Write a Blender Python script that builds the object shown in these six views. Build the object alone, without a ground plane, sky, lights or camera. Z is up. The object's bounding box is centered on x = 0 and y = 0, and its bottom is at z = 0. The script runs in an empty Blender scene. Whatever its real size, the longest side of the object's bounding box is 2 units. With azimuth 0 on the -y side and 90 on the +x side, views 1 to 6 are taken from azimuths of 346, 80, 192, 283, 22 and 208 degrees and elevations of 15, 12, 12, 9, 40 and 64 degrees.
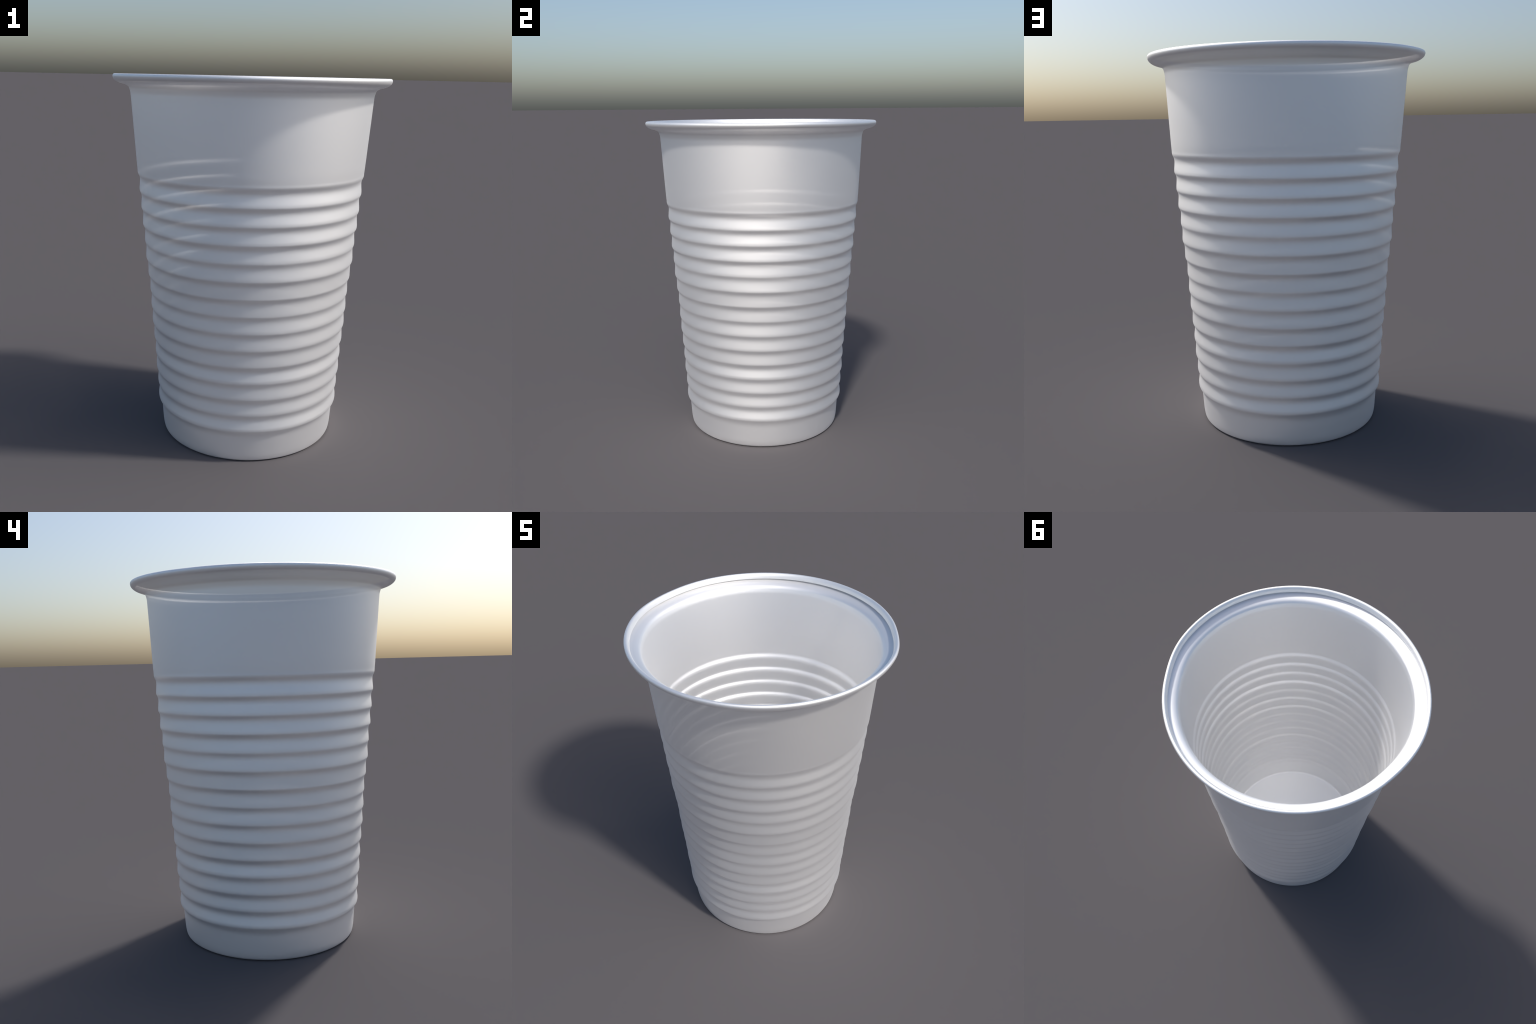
"""Disposable white plastic cup: thin thermoformed shell with stepped ribs and a
rolled-over rim that has been squeezed slightly out of round."""
import bpy
from math import sin, cos, pi, radians, hypot
from mathutils import Vector

SEGMENTS = 288          # around the axis
SHEET = 0.0012          # sheet thickness
RIM_SHIFT, BODY_SHIFT = 0.003, 0.004      # rim and body sit a little behind the middle (y)

COLOUR = 1.0
METALLIC = 1.0
ROUGHNESS = 0.6
SEE_THROUGH = 0.055

# ---------------------------------------------------------------- profile
# Fifteen steps at an even pitch; each turns quickly inwards at its edge, eases out of the
# scoop slowly, then leans outwards again down to the next edge.
TOP_STEP, PITCH, SAMPLES = 1.4878, 0.0930, 26
# (radius at the edge, radius at the bottom of the scoop) from the top step down
STEPS = [
    (0.6156, 0.6036), (0.6072, 0.5962), (0.6000, 0.5898), (0.5934, 0.5812),
    (0.5841, 0.5766), (0.5792, 0.5692), (0.5688, 0.5584), (0.5595, 0.5521),
    (0.5554, 0.5472), (0.5502, 0.5407), (0.5427, 0.5304), (0.5364, 0.5282),
    (0.5320, 0.5200), (0.5244, 0.5140), (0.5209, 0.5045),
]
BASE = [(0.4740, 0.0), (0.4788, 0.0003), (0.4835, 0.0020), (0.4878, 0.0052), (0.4907, 0.0102),
        (0.4928, 0.0190), (0.4952, 0.0350), (0.4983, 0.0780), (0.4997, 0.1000)]
NECK = [(0.6176, 1.5400), (0.6213, 1.6200), (0.6254, 1.7100), (0.6299, 1.8100),
        (0.6334, 1.8850), (0.6350, 1.9080)]
RIM = [(0.6382, 1.9220), (0.6425, 1.9340), (0.6500, 1.9415), (0.6590, 1.9462),
       (0.6700, 1.9500), (0.6850, 1.9537), (0.6975, 1.9585), (0.7085, 1.9655),
       (0.7172, 1.9755), (0.7205, 1.9870), (0.7185, 1.9950), (0.7140, 1.9990),
       (0.7085, 2.0000), (0.7025, 1.9972), (0.6970, 1.9895), (0.6937, 1.9800),
       (0.6928, 1.9705)]


def smooth(a, b, x):
    t = min(max((x - a) / (b - a), 0.0), 1.0)
    return t * t * (3 - 2 * t)


def shares(rate, a, b, n):
    """running integral of a rate over n steps from a to b, scaled to end at 1"""
    sums, total = [0.0], 0.0
    for i in range(n):
        for j in range(8):
            total += rate(a + (b - a) * (i + (j + 0.5) / 8) / n)
        sums.append(total)
    return [x / total for x in sums]


def rib_points():
    """the stepped wall from the top step down, as (radius, height)"""
    pts = []
    start = -0.008                            # an edge begins to turn a little above its step
    for k, (edge, scoop) in enumerate(STEPS):
        z = TOP_STEP - PITCH * k
        final = k == len(STEPS) - 1
        soft = 0.010 if k == 0 else 0.0       # the shoulder under the plain band is rounder
        ease = 0.018 if final else 0.0155
        begin, end = start - soft, start + (0.075 if final else PITCH)
        turn = shares(lambda t: smooth(-0.007 - soft, 0.008 + soft / 2, t) * 2.718 ** -((max(t - 0.006, 0) / ease) ** 1.4),
                      begin, end, SAMPLES)
        lean = shares(lambda t: smooth(0.006, 0.050, t) * (1 - smooth(PITCH - 0.022, PITCH - 0.008, t)),
                      begin, max(end, start + PITCH), SAMPLES)
        drop = edge - scoop if final else (edge - scoop) * 1.07
        slope = 0.055 if final else 0.0       # the foot tapers
        rise = 0.0 if final else drop - (edge - STEPS[k + 1][0])
        for i in range(SAMPLES):
            t = begin + (end - begin) * i / SAMPLES
            pts.append((edge - drop * turn[i] + rise * lean[i] - slope * max(t, 0), z - t))
    return pts


def spline(points, counts):
    """centripetal Catmull-Rom through 2D points, with a number of samples for each span"""
    p = [Vector(q) for q in points]
    p = [p[0] * 2 - p[1]] + p + [p[-1] * 2 - p[-2]]
    out = []
    for i in range(1, len(p) - 2):
        t = [0.0]
        for a, b in zip(p[i - 1:i + 2], p[i:i + 3]):
            t.append(t[-1] + max((b - a).length, 1e-6) ** 0.5)
        for s in range(counts[i - 1]):
            u = t[1] + (t[2] - t[1]) * s / counts[i - 1]
            mix = lambda a, b, ta, tb: a * ((tb - u) / (tb - ta)) + b * ((u - ta) / (tb - ta))
            a1 = mix(p[i - 1], p[i], t[0], t[1])
            a2 = mix(p[i], p[i + 1], t[1], t[2])
            a3 = mix(p[i + 1], p[i + 2], t[2], t[3])
            b1 = mix(a1, a2, t[0], t[2])
            b2 = mix(a2, a3, t[1], t[3])
            out.append(mix(b1, b2, t[1], t[2]))
    out.append(p[-2].copy())
    return out


ribs = list(reversed(rib_points()))
points = BASE + ribs + NECK + RIM
counts = [6] * len(BASE) + [1] * (len(ribs) - 1) + [4] + [6] * (len(NECK) + len(RIM) - 1)
counts = counts[:len(points) - 1]
outer = spline(points, counts)
foot_end = sum(counts[:len(BASE)])           # outer index where the foot ends
ribs_end = sum(counts[:len(BASE) + len(ribs)])
neck_end = sum(counts[:len(BASE) + len(ribs) + len(NECK)])
last = len(outer) - 1


def normal2d(curve, i):
    a, b = curve[max(i - 1, 0)], curve[min(i + 1, len(curve) - 1)]
    t = (b - a).normalized()
    return Vector((-t.y, t.x))               # to the left: towards the inside of the cup


inner = [p + normal2d(outer, i) * SHEET for i, p in enumerate(outer)]
# the rounded free edge of the curled rim
tip, tip_in = outer[-1], inner[-1]
mid = (tip + tip_in) / 2
along = (outer[-1] - outer[-2]).normalized()
edge = [mid + (tip - mid) * cos(a) + along * (SHEET / 2) * sin(a)
        for a in (pi * k / 6 for k in range(1, 6))]

floor_rings = [0.06, 0.14, 0.22, 0.30, 0.38, 0.44]
under = [Vector((r, 0.0)) for r in floor_rings]
above_floor = [Vector((r, SHEET)) for r in reversed(floor_rings)]

# (r, z, part)
section = []
section += [(p, 'floor') for p in under]


def part_of(i):
    if i < foot_end:
        return 'foot'
    if i < ribs_end:
        return 'ribbed_wall'
    if i < neck_end:
        return 'upper_wall'
    return 'rolled_rim'


section += [(p, part_of(i)) for i, p in enumerate(outer)]
section += [(p, 'rolled_rim') for p in edge]
section += [(inner[i], part_of(i - 1) if i else 'floor') for i in range(last, -1, -1)]
section += [(p, 'floor') for p in above_floor]


# ---------------------------------------------------------------- squeeze of the mouth
def squeeze(azimuth):
    """how far the mouth is pushed outwards at this azimuth (0 = -y); only the front half"""
    signed = (azimuth + pi) % (2 * pi) - pi
    a = abs(signed)
    begin = 88 if signed > 0 else 83
    front = 1.0 - smooth(radians(begin), radians(112), a)
    return front * (0.0065 + 0.0076 * abs(sin(a)) ** 1.2)


# ---------------------------------------------------------------- whole shell
verts, faces, face_part = [], [], []
verts.append((0.0, BODY_SHIFT, 0.0))
for p, _ in section:
    fade = max((p.y - 1.5) / 0.5, 0.0)
    shift = BODY_SHIFT + (RIM_SHIFT - BODY_SHIFT) * fade
    for s in range(SEGMENTS):
        az = 2 * pi * s / SEGMENTS
        r = p.x + squeeze(az) * fade
        verts.append((r * sin(az), -r * cos(az) + shift, p.y))
verts.append((0.0, BODY_SHIFT, SHEET))
top = len(verts) - 1


def vid(i, s):
    return 1 + i * SEGMENTS + s % SEGMENTS


for s in range(SEGMENTS):
    faces.append((0, vid(0, s + 1), vid(0, s)))
    face_part.append('floor')
for i in range(len(section) - 1):
    for s in range(SEGMENTS):
        faces.append((vid(i, s), vid(i, s + 1), vid(i + 1, s + 1), vid(i + 1, s)))
        face_part.append(section[i][1])
end = len(section) - 1
for s in range(SEGMENTS):
    faces.append((top, vid(end, s), vid(end, s + 1)))
    face_part.append('floor')

shell = bpy.data.meshes.new("shell")
shell.from_pydata(verts, [], faces)
shell.polygons.foreach_set("use_smooth", [True] * len(faces))
shell.update()
normals = [tuple(n.vector) for n in shell.vertex_normals]


# ---------------------------------------------------------------- material
def white_plastic():
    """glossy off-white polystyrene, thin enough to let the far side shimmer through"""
    m = bpy.data.materials.new("white_plastic")
    m.use_nodes = True
    nt = m.node_tree
    nt.nodes.clear()
    out = nt.nodes.new("ShaderNodeOutputMaterial")
    bsdf = nt.nodes.new("ShaderNodeBsdfPrincipled")
    bsdf.inputs["Base Color"].default_value = (COLOUR, COLOUR, COLOUR, 1)
    bsdf.inputs["Metallic"].default_value = METALLIC
    bsdf.inputs["Roughness"].default_value = ROUGHNESS
    bsdf.inputs["IOR"].default_value = 1.5
    clear = nt.nodes.new("ShaderNodeBsdfTransparent")
    # once inside the sheet the light goes on to the other face, so that a wall dims once, not twice
    side = nt.nodes.new("ShaderNodeNewGeometry")
    share = nt.nodes.new("ShaderNodeMath")
    share.operation = 'MAXIMUM'
    share.inputs[1].default_value = SEE_THROUGH
    nt.links.new(side.outputs["Backfacing"], share.inputs[0])
    mix = nt.nodes.new("ShaderNodeMixShader")
    nt.links.new(share.outputs[0], mix.inputs["Fac"])
    nt.links.new(bsdf.outputs[0], mix.inputs[1])
    nt.links.new(clear.outputs[0], mix.inputs[2])
    nt.links.new(mix.outputs[0], out.inputs["Surface"])
    return m


material = white_plastic()

cup = bpy.data.objects.new("plastic_cup", None)
cup.empty_display_size = 0.3
cup["label"] = "white ribbed disposable plastic cup with rolled rim"
cup["category"] = "plastic cup"
bpy.context.collection.objects.link(cup)

for name in ('floor', 'foot', 'ribbed_wall', 'upper_wall', 'rolled_rim'):
    chosen = [f for f, part in zip(faces, face_part) if part == name]
    ids = sorted({v for f in chosen for v in f})
    local = {v: k for k, v in enumerate(ids)}
    me = bpy.data.meshes.new(name)
    me.from_pydata([verts[v] for v in ids], [], [[local[v] for v in f] for f in chosen])
    me.polygons.foreach_set("use_smooth", [True] * len(chosen))
    me.update()
    me.normals_split_custom_set_from_vertices([normals[v] for v in ids])
    me.materials.append(material)
    ob = bpy.data.objects.new(name, me)
    ob.parent = cup
    bpy.context.collection.objects.link(ob)

bpy.data.meshes.remove(shell)
